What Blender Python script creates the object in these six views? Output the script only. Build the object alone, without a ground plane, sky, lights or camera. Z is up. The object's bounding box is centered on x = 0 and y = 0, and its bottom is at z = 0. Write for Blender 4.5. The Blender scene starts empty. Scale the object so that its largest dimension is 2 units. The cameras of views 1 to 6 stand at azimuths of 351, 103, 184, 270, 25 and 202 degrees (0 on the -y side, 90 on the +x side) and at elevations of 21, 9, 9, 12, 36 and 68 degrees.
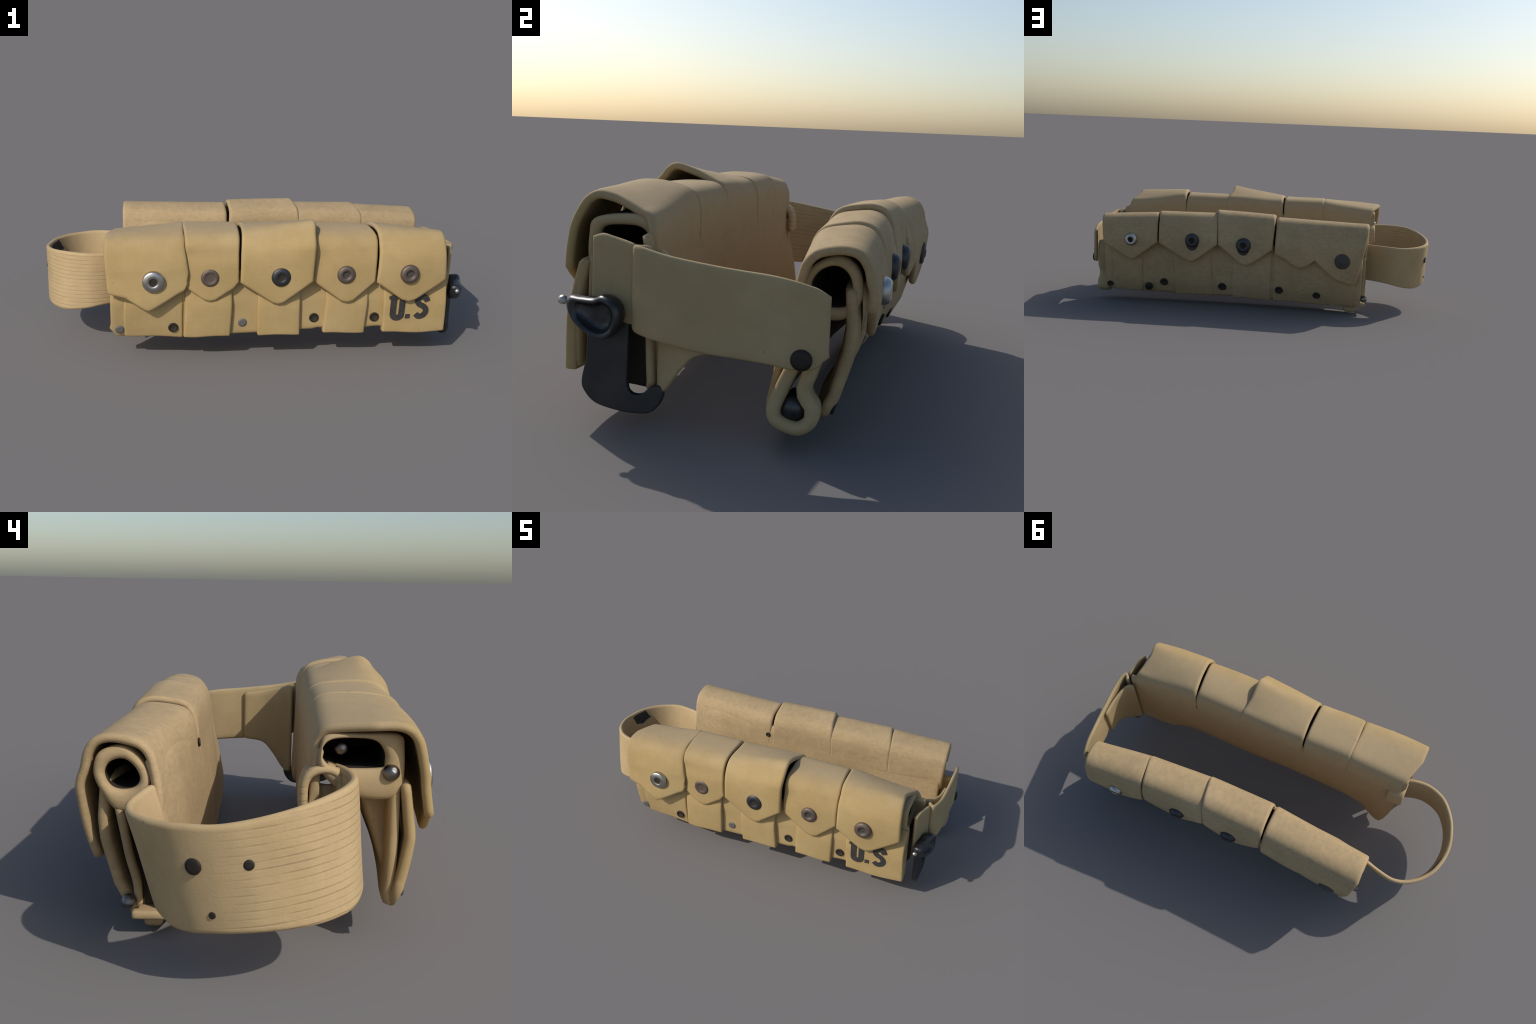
import bpy, bmesh, math, random
import numpy as np
from mathutils import Vector, Matrix, noise as mnoise

random.seed(7)

# ------------------------------------------------------------------ materials
def new_mat(name):
    m = bpy.data.materials.new(name)
    m.use_nodes = True
    nt = m.node_tree
    for n in list(nt.nodes):
        nt.nodes.remove(n)
    out = nt.nodes.new('ShaderNodeOutputMaterial')
    bs = nt.nodes.new('ShaderNodeBsdfPrincipled')
    nt.links.new(bs.outputs[0], out.inputs[0])
    return m, nt, bs


def N(nt, kind, **kw):
    n = nt.nodes.new(kind)
    for k, v in kw.items():
        setattr(n, k, v)
    return n


def ramp(nt, fac, stops, interp='LINEAR'):
    r = N(nt, 'ShaderNodeValToRGB')
    r.color_ramp.interpolation = interp
    el = r.color_ramp.elements
    while len(el) < len(stops):
        el.new(0.5)
    for e, (p, c) in zip(el, stops):
        e.position = p
        e.color = (*c, 1) if len(c) == 3 else c
    nt.links.new(fac, r.inputs[0])
    return r.outputs[0]


def noise_tex(nt, vec, scale, detail=3, rough=0.5):
    t = N(nt, 'ShaderNodeTexNoise')
    t.inputs['Scale'].default_value = scale
    t.inputs['Detail'].default_value = detail
    t.inputs['Roughness'].default_value = rough
    nt.links.new(vec, t.inputs['Vector'])
    return t.outputs['Fac']


def mix(nt, fac, a, b, mode='MIX'):
    m = N(nt, 'ShaderNodeMix', data_type='RGBA', blend_type=mode)
    for sock, v in ((m.inputs[0], fac), (m.inputs[6], a), (m.inputs[7], b)):
        if isinstance(v, (int, float)):
            sock.default_value = v
        elif isinstance(v, tuple):
            sock.default_value = (*v, 1)
        else:
            nt.links.new(v, sock)
    return m.outputs[2]


def mapped(nt, scale):
    tc = N(nt, 'ShaderNodeTexCoord')
    mp = N(nt, 'ShaderNodeMapping')
    mp.inputs['Scale'].default_value = scale
    nt.links.new(tc.outputs['Object'], mp.inputs['Vector'])
    return mp.outputs[0]


def math_node(nt, op, a, b=None):
    m = N(nt, 'ShaderNodeMath', operation=op)
    for s, v in zip(m.inputs, (a, b)):
        if v is None:
            continue
        if isinstance(v, (int, float)):
            s.default_value = v
        else:
            nt.links.new(v, s)
    return m.outputs[0]


def canvas(name, base, pink, weave=0.25, ribs=False, fade=None, coarse=0.0):
    """Khaki webbing: mottled dye, faint thread streaks, fine woven grain."""
    m, nt, bs = new_mat(name)
    obj = mapped(nt, (1, 1, 1))
    big = noise_tex(nt, obj, 3.2, 3)
    mid = noise_tex(nt, obj, 17, 4)
    streak = noise_tex(nt, mapped(nt, (6, 60, 60)), 2.0, 3)
    threads = noise_tex(nt, mapped(nt, (70, 9, 9)), 2.0, 3)
    dark = tuple(c * 0.92 for c in base)
    col = ramp(nt, big, [(0.36, dark), (0.52, base), (0.68, pink)])
    if fade:     # cloth tinted paler and pinker away from the snap side
        sp = N(nt, 'ShaderNodeSeparateXYZ')
        nt.links.new(obj, sp.inputs[0])
        mr = N(nt, 'ShaderNodeMapRange')
        mr.inputs['From Min'].default_value = -0.42
        mr.inputs['From Max'].default_value = -0.30
        nt.links.new(math_node(nt, 'ADD', sp.outputs['Y'], math_node(nt, 'MULTIPLY', math_node(nt, 'SUBTRACT', mid, 0.5), 0.08)), mr.inputs['Value'])
        col = mix(nt, mr.outputs[0], col, fade)
    g = ramp(nt, mid, [(0.3, (0.97,) * 3), (0.7, (1.03,) * 3)])
    col = mix(nt, 1.0, col, g, 'MULTIPLY')
    g = ramp(nt, streak, [(0.3, (0.98,) * 3), (0.7, (1.02,) * 3)])
    col = mix(nt, 1.0, col, g, 'MULTIPLY')
    g = ramp(nt, threads, [(0.3, (0.98,) * 3), (0.7, (1.02,) * 3)])
    col = mix(nt, 1.0, col, g, 'MULTIPLY')
    # a few tiny dark specks
    vor = N(nt, 'ShaderNodeTexVoronoi')
    vor.inputs['Scale'].default_value = 13
    nt.links.new(obj, vor.inputs['Vector'])
    speck = ramp(nt, vor.outputs['Distance'], [(0.035, (1, 1, 1)), (0.055, (0, 0, 0))])
    col = mix(nt, mix(nt, 1.0, speck, (0.45,) * 3, 'MULTIPLY'), col, (0.16, 0.13, 0.09))
    fine = noise_tex(nt, mapped(nt, (150, 90, 150)), 1.6, 2, 0.6)
    height = fine
    hval = math_node(nt, 'MULTIPLY', height, weave)
    if coarse:
        c = noise_tex(nt, mapped(nt, (34, 20, 60)), 1.3, 4, 0.6)
        hval = math_node(nt, 'ADD', hval, math_node(nt, 'MULTIPLY', c, coarse))
        col = mix(nt, 1.0, col, ramp(nt, c, [(0.32, (0.90,) * 3), (0.6, (1.03,) * 3)]), 'MULTIPLY')
    if ribs:
        # woven rows running along the strap, broken up and fading
        w = N(nt, 'ShaderNodeTexWave', wave_type='BANDS', bands_direction='Z')
        w.inputs['Scale'].default_value = 17
        w.inputs['Distortion'].default_value = 0.35
        w.inputs['Detail'].default_value = 2
        w.inputs['Detail Scale'].default_value = 1.5
        sep = N(nt, 'ShaderNodeSeparateXYZ')
        nt.links.new(obj, sep.inputs[0])
        cmb = N(nt, 'ShaderNodeCombineXYZ')
        nt.links.new(math_node(nt, 'ADD', sep.outputs['Z'], math_node(nt, 'MULTIPLY', sep.outputs['Y'], 0.14)), cmb.inputs['Z'])
        nt.links.new(math_node(nt, 'MULTIPLY', sep.outputs['X'], 0.3), cmb.inputs['X'])
        nt.links.new(cmb.outputs[0], w.inputs['Vector'])
        fade = N(nt, 'ShaderNodeMapRange')
        fade.inputs['From Min'].default_value = 0.10
        fade.inputs['From Max'].default_value = -0.06
        nt.links.new(sep.outputs['Y'], fade.inputs['Value'])
        brk = ramp(nt, noise_tex(nt, mapped(nt, (9, 9, 50)), 1.0, 3), [(0.36, (0.10,) * 3), (0.62, (1,) * 3)])
        line = ramp(nt, w.outputs['Fac'], [(0.0, (1, 1, 1)), (0.22, (0, 0, 0))])
        f = math_node(nt, 'MULTIPLY', line, math_node(nt, 'MULTIPLY', fade.outputs[0], brk))
        col = mix(nt, math_node(nt, 'MULTIPLY', f, 0.36), col, tuple(c * 0.45 for c in base))
        hval = math_node(nt, 'SUBTRACT', hval, math_node(nt, 'MULTIPLY', f, 0.7))
        grit = noise_tex(nt, mapped(nt, (60, 60, 90)), 1.2, 3)
        hval = math_node(nt, 'ADD', hval, math_node(nt, 'MULTIPLY', math_node(nt, 'MULTIPLY', grit, fade.outputs[0]), 0.55))
    bp = N(nt, 'ShaderNodeBump')
    bp.inputs['Strength'].default_value = 0.35
    bp.inputs['Distance'].default_value = 0.004
    nt.links.new(hval, bp.inputs['Height'])
    nt.links.new(bp.outputs[0], bs.inputs['Normal'])
    nt.links.new(col, bs.inputs['Base Color'])
    bs.inputs['Roughness'].default_value = 0.82
    bs.inputs['Specular IOR Level'].default_value = 0.25
    return m


def metal(name, base, dark, rough=0.4, metallic=0.8, scale=30):
    m, nt, bs = new_mat(name)
    obj = mapped(nt, (1, 1, 1))
    n1 = noise_tex(nt, obj, scale, 4, 0.6)
    col = ramp(nt, n1, [(0.35, dark), (0.65, base)])
    nt.links.new(col, bs.inputs['Base Color'])
    bs.inputs['Metallic'].default_value = metallic
    r = ramp(nt, n1, [(0.3, (rough + 0.1,) * 3), (0.7, (rough - 0.05,) * 3)])
    nt.links.new(r, bs.inputs['Roughness'])
    bp = N(nt, 'ShaderNodeBump')
    bp.inputs['Strength'].default_value = 0.25
    bp.inputs['Distance'].default_value = 0.003
    nt.links.new(n1, bp.inputs['Height'])
    nt.links.new(bp.outputs[0], bs.inputs['Normal'])
    return m


KHAKI = (0.425, 0.296, 0.127)
KHAKI_HI = (0.450, 0.320, 0.146)
TAN = (0.445, 0.320, 0.170)
TAN_HI = (0.475, 0.345, 0.193)
M_front = canvas('khaki_canvas', KHAKI, KHAKI_HI, fade=(0.425, 0.312, 0.172))
M_back = canvas('tan_canvas', TAN, TAN_HI, coarse=0.35)
M_loop = canvas('ribbed_webbing', (0.485, 0.350, 0.183), (0.520, 0.378, 0.208), ribs=True)
M_strap = canvas('strap_webbing', (0.425, 0.322, 0.170), (0.45, 0.345, 0.19), weave=0.4)
M_painted_shade = canvas('shade_painted_canvas', (0.035, 0.028, 0.02), (0.05, 0.04, 0.028))  # base colour darkened to carry the shade of deep gaps and holes
M_silver = metal('bright_nickel', (0.62, 0.60, 0.56), (0.40, 0.38, 0.35), 0.28, 1.0)
M_dark = metal('gunmetal', (0.085, 0.085, 0.09), (0.05, 0.05, 0.052), 0.36, 0.75)
M_stud = metal('polished_stud', (0.30, 0.29, 0.28), (0.16, 0.155, 0.15), 0.25, 1.0)
M_brown = metal('worn_brown_metal', (0.20, 0.145, 0.115), (0.11, 0.085, 0.07), 0.5, 0.55)
M_grey = metal('dull_grey_metal', (0.20, 0.19, 0.175), (0.13, 0.125, 0.115), 0.55, 0.4)
M_black = metal('blackened_brass', (0.040, 0.029, 0.022), (0.012, 0.010, 0.008), 0.55, 0.3)
M_plate = metal('painted_steel', (0.052, 0.052, 0.052), (0.040, 0.040, 0.041), 0.45, 0.4, 12)
M_ink = metal('black_ink', (0.045, 0.040, 0.036), (0.030, 0.028, 0.026), 0.85, 0.0, 60)
M_rust = metal('rusty_patch', (0.10, 0.085, 0.07), (0.06, 0.05, 0.045), 0.6, 0.3)

# ------------------------------------------------------------------ scene tree
root = bpy.data.objects.new('ammunition_belt', None)
bpy.context.collection.objects.link(root)
root['label'] = 'khaki canvas ammunition belt with snap pouches and buckle'
root['category'] = 'ammo belt'


def add_mesh(name, verts, faces, mat, parent=None, smooth=True):
    me = bpy.data.meshes.new(name)
    me.from_pydata([tuple(map(float, v)) for v in verts], [], faces)
    me.validate()
    bm = bmesh.new()
    bm.from_mesh(me)
    bmesh.ops.remove_doubles(bm, verts=bm.verts, dist=1e-5)
    bmesh.ops.recalc_face_normals(bm, faces=bm.faces)
    bm.to_mesh(me)
    bm.free()
    me.materials.append(mat)
    if smooth:
        me.polygons.foreach_set('use_smooth', [True] * len(me.polygons))
    ob = bpy.data.objects.new(name, me)
    bpy.context.collection.objects.link(ob)
    ob.parent = parent or root
    return ob


# ------------------------------------------------------------------ geometry
def spline(pts, n, closed=False):
    """Centripetal-ish Catmull-Rom through control points, resampled by length."""
    p = np.array(pts, float)
    if closed:
        p = np.vstack([p[-1], p, p[0], p[1]])
    else:
        p = np.vstack([2 * p[0] - p[1], p, 2 * p[-1] - p[-2]])
    out = []
    for i in range(1, len(p) - 2):
        t = np.linspace(0, 1, 16, endpoint=False)[:, None]
        a, b, c, d = p[i - 1:i + 3]
        out.append(0.5 * ((2 * b) + (c - a) * t + (2 * a - 5 * b + 4 * c - d) * t ** 2
                          + (3 * b - a - 3 * c + d) * t ** 3))
    out.append(p[-2][None])
    q = np.vstack(out)
    s = np.r_[0, np.cumsum(np.linalg.norm(np.diff(q, axis=0), axis=1))]
    u = np.linspace(0, s[-1], n)
    return np.stack([np.interp(u, s, q[:, k]) for k in range(q.shape[1])], 1)


def curve_interp(pts, x):
    """Smooth-ish 1-D interpolation of (x, value) pairs."""
    pts = sorted(pts)
    return np.interp(x, [a for a, b in pts], [b for a, b in pts])


def grid_normals(P):
    du = np.gradient(P, axis=0)
    dv = np.gradient(P, axis=1)
    n = np.cross(du, dv)
    return n / (np.linalg.norm(n, axis=2, keepdims=True) + 1e-9)


def wobble(P, amp, freq, seed=0.0):
    """Displace points by soft noise, in their own place (cloth unevenness)."""
    Q = P.reshape(-1, 3)
    d = np.array([mnoise.noise(Vector(q * freq) + Vector((seed, seed * 1.7, 0))) for q in Q])
    return d.reshape(P.shape[:-1]) * amp


def sheet(name, P, t, mat, parent=None, side=1, rim=3, soft=0.0, freq=7.0, seed=0.0, soft_from=0.0):
    """A cloth layer of real thickness with rounded rims.
    P[i,j] is the OUTER face; the layer grows inward by t along -normal*side."""
    P = np.asarray(P, float)
    nu, nv = P.shape[:2]
    Nn = grid_normals(P) * side
    if soft:
        m = np.clip((np.linspace(0, 1, nv) - soft_from) / 0.15, 0, 1) if soft_from else np.ones(nv)
        P = P + Nn * (wobble(P, soft, freq, seed) * m[None])[..., None]
    C = P - Nn * (t / 2)
    r = t / 2
    verts, faces = [], []

    def put(v):
        verts.append(v)
        return len(verts) - 1
    # pull border inward by r so the rounded rim ends on the outline
    D = C.copy()
    Ou = {}

    def inward(i, j, di, dj):
        d = C[i + di, j + dj] - C[i, j]
        return d / (np.linalg.norm(d) + 1e-9)
    out = np.zeros_like(C)
    out_u = {k: np.zeros((nv, 3)) for k in (0, -1)}
    out_v = {k: np.zeros((nu, 3)) for k in (0, -1)}
    for j in range(nv):
        out_u[0][j] = -inward(0, j, 1, 0)
        out_u[-1][j] = -inward(nu - 1, j, -1, 0)
    for i in range(nu):
        out_v[0][i] = -inward(i, 0, 0, 1)
        out_v[-1][i] = -inward(i, nv - 1, 0, -1)
    out[0] += out_u[0]
    out[-1] += out_u[-1]
    out[:, 0] += out_v[0]
    out[:, -1] += out_v[-1]
    L = np.linalg.norm(out, axis=2, keepdims=True)
    out = np.where(L > 1e-6, out / np.maximum(L, 1e-6), 0)
    # compress the outer cells so the rounded rim ends on the outline
    R0, reach = 0.9 * r, 6.0 * r
    D = C.copy()
    for axis in (0, 1):
        seg = np.linalg.norm(np.diff(C, axis=axis), axis=2)
        z1 = np.zeros((1, nv)) if axis == 0 else np.zeros((nu, 1))
        dist = np.concatenate([z1, np.cumsum(seg, axis=axis)], axis=axis)
        total = dist[-1:, :] if axis == 0 else dist[:, -1:]
        for d, sl in ((dist, 0), (total - dist, -1)):
            w = np.clip(1 - d / np.minimum(reach, total * 0.5), 0, 1)
            if axis == 0:
                o = out_u[sl][None]
            else:
                o = out_v[sl][:, None]
            D = D - o * (w * R0)[..., None]
    top = [[put(D[i, j] + Nn[i, j] * r) for j in range(nv)] for i in range(nu)]
    bot = [[put(D[i, j] - Nn[i, j] * r) for j in range(nv)] for i in range(nu)]
    for i in range(nu - 1):
        for j in range(nv - 1):
            faces.append((top[i][j], top[i + 1][j], top[i + 1][j + 1], top[i][j + 1]))
            faces.append((bot[i][j], bot[i][j + 1], bot[i + 1][j + 1], bot[i + 1][j]))
    loop = [(i, 0) for i in range(nu)] + [(nu - 1, j) for j in range(1, nv)] + \
           [(i, nv - 1) for i in range(nu - 2, -1, -1)] + [(0, j) for j in range(nv - 2, 0, -1)]
    rings = []
    for k in range(1, rim + 1):
        a = math.pi * k / (rim + 1)
        rings.append([put(D[i, j] + Nn[i, j] * r * math.cos(a) + out[i, j] * r * math.sin(a)) for i, j in loop])
    rings = [[top[i][j] for i, j in loop]] + rings + [[bot[i][j] for i, j in loop]]
    n = len(loop)
    for a, b in zip(rings[:-1], rings[1:]):
        for k in range(n):
            faces.append((a[k], b[k], b[(k + 1) % n], a[(k + 1) % n]))
    return add_mesh(name, verts, faces, mat, parent)


def loft(name, rings, mat, parent=None, caps=True):
    verts = [v for r in rings for v in r]
    n = len(rings[0])
    faces = []
    for a in range(len(rings) - 1):
        for k in range(n):
            k2 = (k + 1) % n
            faces.append((a * n + k, a * n + k2, (a + 1) * n + k2, (a + 1) * n + k))
    if caps:
        faces.append(tuple(range(n)))
        faces.append(tuple(range((len(rings) - 1) * n, len(rings) * n)))
    return add_mesh(name, verts, faces, mat, parent)


def hollow_tube(name, xs, outer, inner, mat, shade_mat, parent=None, depth=0.30):
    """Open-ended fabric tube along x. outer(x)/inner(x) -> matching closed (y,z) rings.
    Its rims are canvas; the bore, and the body that only shows through slits, are painted dark for shadow."""
    def ring(x, f, xs_at):
        o, i = np.array(outer(xs_at)), np.array(inner(xs_at))
        return [(x, a, b) for a, b in o * (1 - f) + i * f]
    x0, x1 = xs[0], xs[-1]
    r = 0.014
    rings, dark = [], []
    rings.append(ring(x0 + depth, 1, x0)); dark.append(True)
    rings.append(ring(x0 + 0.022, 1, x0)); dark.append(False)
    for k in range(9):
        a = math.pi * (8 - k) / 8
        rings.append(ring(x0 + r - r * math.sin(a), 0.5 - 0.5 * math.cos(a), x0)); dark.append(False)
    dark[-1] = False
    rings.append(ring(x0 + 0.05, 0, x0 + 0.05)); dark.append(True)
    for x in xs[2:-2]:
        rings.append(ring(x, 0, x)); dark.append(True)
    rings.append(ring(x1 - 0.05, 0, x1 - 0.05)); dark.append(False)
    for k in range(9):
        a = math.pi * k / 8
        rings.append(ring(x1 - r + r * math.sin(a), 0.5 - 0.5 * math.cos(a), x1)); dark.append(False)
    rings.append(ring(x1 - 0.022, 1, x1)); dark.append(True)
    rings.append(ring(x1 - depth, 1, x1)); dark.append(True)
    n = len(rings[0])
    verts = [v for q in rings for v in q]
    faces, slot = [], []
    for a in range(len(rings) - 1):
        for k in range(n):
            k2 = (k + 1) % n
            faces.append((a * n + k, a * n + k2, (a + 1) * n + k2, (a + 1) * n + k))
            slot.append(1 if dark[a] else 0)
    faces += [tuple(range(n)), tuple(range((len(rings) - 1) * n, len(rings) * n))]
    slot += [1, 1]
    me = bpy.data.meshes.new(name)
    me.from_pydata([tuple(map(float, v)) for v in verts], [], faces)
    me.materials.append(mat)
    me.materials.append(shade_mat)
    me.polygons.foreach_set('material_index', slot)
    me.polygons.foreach_set('use_smooth', [len(f) == 4 for f in faces])
    ob = bpy.data.objects.new(name, me)
    bpy.context.collection.objects.link(ob)
    ob.parent = parent or root
    return ob


def rounded_box(name, size, bevel, mat, parent=None, warp=None, seg=3, cuts=8):
    bm = bmesh.new()
    bmesh.ops.create_cube(bm, size=1)
    for v in bm.verts:
        v.co = Vector((v.co.x * size[0], v.co.y * size[1], v.co.z * size[2]))
    bmesh.ops.bevel(bm, geom=list(bm.edges), offset=bevel, segments=seg, profile=0.6, affect='EDGES')
    bmesh.ops.subdivide_edges(bm, edges=[e for e in bm.edges if e.calc_length() > 0.06], cuts=cuts, use_grid_fill=True)
    if warp:
        for v in bm.verts:
            v.co = Vector(warp(*v.co))
    me = bpy.data.meshes.new(name)
    bm.to_mesh(me)
    bm.free()
    me.materials.append(mat)
    me.polygons.foreach_set('use_smooth', [True] * len(me.polygons))
    ob = bpy.data.objects.new(name, me)
    bpy.context.collection.objects.link(ob)
    ob.parent = parent or root
    return ob


def lathe_mesh(name, profile, mats, n=40):
    """profile: (radius, height, material slot) list; axis = +z of the object."""
    verts, faces, slots = [], [], []
    for r, h, s in profile:
        for k in range(n):
            a = 2 * math.pi * k / n
            verts.append((r * math.cos(a), r * math.sin(a), h))
    for i in range(len(profile) - 1):
        for k in range(n):
            k2 = (k + 1) % n
            faces.append((i * n + k, i * n + k2, (i + 1) * n + k2, (i + 1) * n + k))
            slots.append(profile[i + 1][2])
    faces.append(tuple((len(profile) - 1) * n + k for k in range(n)))
    slots.append(profile[-1][2])
    faces.append(tuple(reversed(range(n))))
    slots.append(profile[0][2])
    me = bpy.data.meshes.new(name)
    me.from_pydata(verts, [], faces)
    for m in mats:
        me.materials.append(m)
    me.polygons.foreach_set('material_index', slots)
    me.polygons.foreach_set('use_smooth', [len(f) == 4 for f in faces])
    return me


def place(name, me, loc, normal, scale=1.0, parent=None, stretch=None):
    ob = bpy.data.objects.new(name, me)
    bpy.context.collection.objects.link(ob)
    ob.parent = parent or root
    q = Vector(normal).normalized().to_track_quat('Z', 'Y')
    ob.location = loc
    ob.rotation_mode = 'QUATERNION'
    ob.rotation_quaternion = q
    s = stretch or (1, 1, 1)
    ob.scale = (scale * s[0], scale * s[1], scale * s[2])
    return ob


# fittings: all unit radius, scaled in place
def snap_profile(dome, hole_slot):
    return [(1.0, -0.35, 0), (1.02, 0.05, 0), (0.98, 0.20, 0), (0.86, 0.33 * dome, 0), (0.70, 0.42 * dome, 0), (0.52, 0.44 * dome, 0),
            (0.40, 0.36 * dome, 0), (0.34, 0.30 * dome, hole_slot), (0.20, 0.20, hole_slot), (0.06, 0.20, hole_slot)]


SNAP_SILVER = lathe_mesh('bright_snap', snap_profile(1.25, 1), [M_silver, M_painted_shade])
SNAP_SILVER_FLAT = lathe_mesh('flat_bright_snap', snap_profile(0.72, 1), [M_silver, M_painted_shade])
SNAP_DARK_FLAT = lathe_mesh('flat_gun_snap', snap_profile(0.80, 1), [M_dark, M_painted_shade])
SNAP_DARK = lathe_mesh('dark_snap', snap_profile(1.1, 1), [M_dark, M_painted_shade])
SNAP_BROWN = lathe_mesh('brown_snap', [(1.0, -0.35, 0), (1.02, 0.05, 0), (0.97, 0.16, 0), (0.85, 0.24, 0), (0.66, 0.26, 0), (0.56, 0.20, 0),
                                       (0.48, 0.17, 0), (0.20, 0.19, 0), (0.05, 0.19, 0)], [M_brown])
SNAP_BROWN_RING = lathe_mesh('ringed_brown_snap', [(1.0, -0.35, 0), (1.02, 0.05, 0), (0.97, 0.17, 0), (0.85, 0.27, 0), (0.64, 0.32, 0), (0.50, 0.30, 0),
                                                   (0.42, 0.22, 0), (0.36, 0.12, 1), (0.20, 0.12, 1), (0.05, 0.15, 1)], [M_brown, M_rust])
SNAP_FLAT = lathe_mesh('flat_dark_snap', [(1.0, -0.35, 0), (1.0, 0.04, 0), (0.93, 0.15, 0), (0.80, 0.20, 0), (0.45, 0.22, 0), (0.38, 0.28, 0), (0.28, 0.32, 0), (0.05, 0.33, 0)], [M_rust])
SNAP_DARK_PATCH = lathe_mesh('snap_dark_patch', [(0.9, -0.3, 0), (1.0, 0.0, 0), (0.94, 0.07, 0), (0.6, 0.10, 0), (0.05, 0.10, 0)], [M_rust])
EYELET = lathe_mesh('eyelet_ring', [(1.0, -0.2, 0), (1.06, 0.08, 0), (0.98, 0.22, 0), (0.84, 0.25, 0), (0.68, 0.20, 0), (0.58, 0.09, 1), (0.3, 0.07, 1), (0.05, 0.07, 1)], [M_black, M_painted_shade])
RIVET = lathe_mesh('rivet_head', [(1.0, -0.2, 0), (1.03, 0.06, 0), (0.92, 0.17, 0), (0.6, 0.22, 0), (0.3, 0.19, 0), (0.05, 0.18, 0)], [M_grey])
RIVET_DARK = lathe_mesh('dark_rivet_head', [(1.0, -0.2, 0), (1.03, 0.1, 0), (0.92, 0.30, 0), (0.6, 0.42, 0), (0.3, 0.44, 0), (0.05, 0.44, 0)], [M_black])

T_FLAP = 0.024


def flap(P_left, P_right, xl, xr, bottom, mat, flip, mid=0.0, nu=44, nv=64, soft=0.004, seed=0.0, n_prof=160):
    """Pouch flap: cloth that runs over the top and hangs to a pointed edge.
    P_left/P_right: control points (y,z) of the outer profile at either side edge, back to front.
    xl/xr: side-edge x as (profile parameter, x) lists.  bottom: (x,z) outline of the hanging edge."""
    A, B = spline(P_left, n_prof), spline(P_right, n_prof)
    tt = np.linspace(0, 1, n_prof)
    xs_key = sorted(set([b[0] for b in bottom]))
    # columns denser near the outline's corners
    base = np.linspace(0, 1, nu)
    x0, x1 = bottom[0][0], bottom[-1][0]
    keyu = [(k - x0) / (x1 - x0) for k in xs_key]
    for k in keyu:
        i = int(np.argmin(abs(base - k)))
        if 0 < i < nu - 1:
            base[i] = k
    base = np.sort(base)
    grid = np.zeros((nu, nv, 3))
    for i, u in enumerate(base):
        prof = A * (1 - u) + B * u
        bulge = mid * (1 - (2 * u - 1) ** 2)
        w = np.clip((tt - 0.45) / 0.25, 0, 1)
        prof = prof.copy()
        prof[:, 0] += (-flip) * bulge * w
        zb = np.interp(x0 + u * (x1 - x0), [b[0] for b in bottom], [b[1] for b in bottom])
        # truncate the front run at zb
        half = n_prof // 2
        k = half
        while k < n_prof - 1 and prof[k, 1] > zb:
            k += 1
        f = (prof[k - 1, 1] - zb) / max(prof[k - 1, 1] - prof[k, 1], 1e-6)
        tend = tt[k - 1] + f * (tt[k] - tt[k - 1])
        ts = np.linspace(0, tend, nv)
        y = np.interp(ts, tt, prof[:, 0])
        z = np.interp(ts, tt, prof[:, 1])
        # side-edge x by normalized progress along the flap
        g = np.linspace(0, 1, nv)
        l = np.interp(g, [a for a, b in xl], [b for a, b in xl])
        r = np.interp(g, [a for a, b in xr], [b for a, b in xr])
        grid[i, :, 0] = l + (r - l) * u
        grid[i, :, 1] = y
        grid[i, :, 2] = z
    return grid


# ================================================================== FRONT ROW
def wall_front(x):
    return float(np.interp(x, [-0.70, -0.62, -0.45, -0.1, 0.2, 0.5, 0.92], [-0.134, -0.136, -0.139, -0.144, -0.151, -0.166, -0.166]))


def fprof(zb, zf, yf, yt, x=0.0):
    yback = wall_front(x)
    zb, zf, yf = zb + 0.010, zf + 0.012, yf - 0.003
    return [(yback - 0.012, 0.37), (yback - 0.003, 0.42), (yback, 0.46), (yback, zb - 0.085), (yback - 0.005, zb - 0.050), (yback - 0.024, zb - 0.015),
            (yback - 0.060, zb), (-0.285, (zb + zf) / 2 + 0.006), (-0.345, zf + 0.002), (-0.380, zf - 0.012),
            (-0.402, zf - 0.040), (yf + 0.013, zf - 0.085), (yf + 0.004, zf - 0.130), (yf, 0.42), (yt, 0.31), (yt - 0.004, 0.22)]


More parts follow.
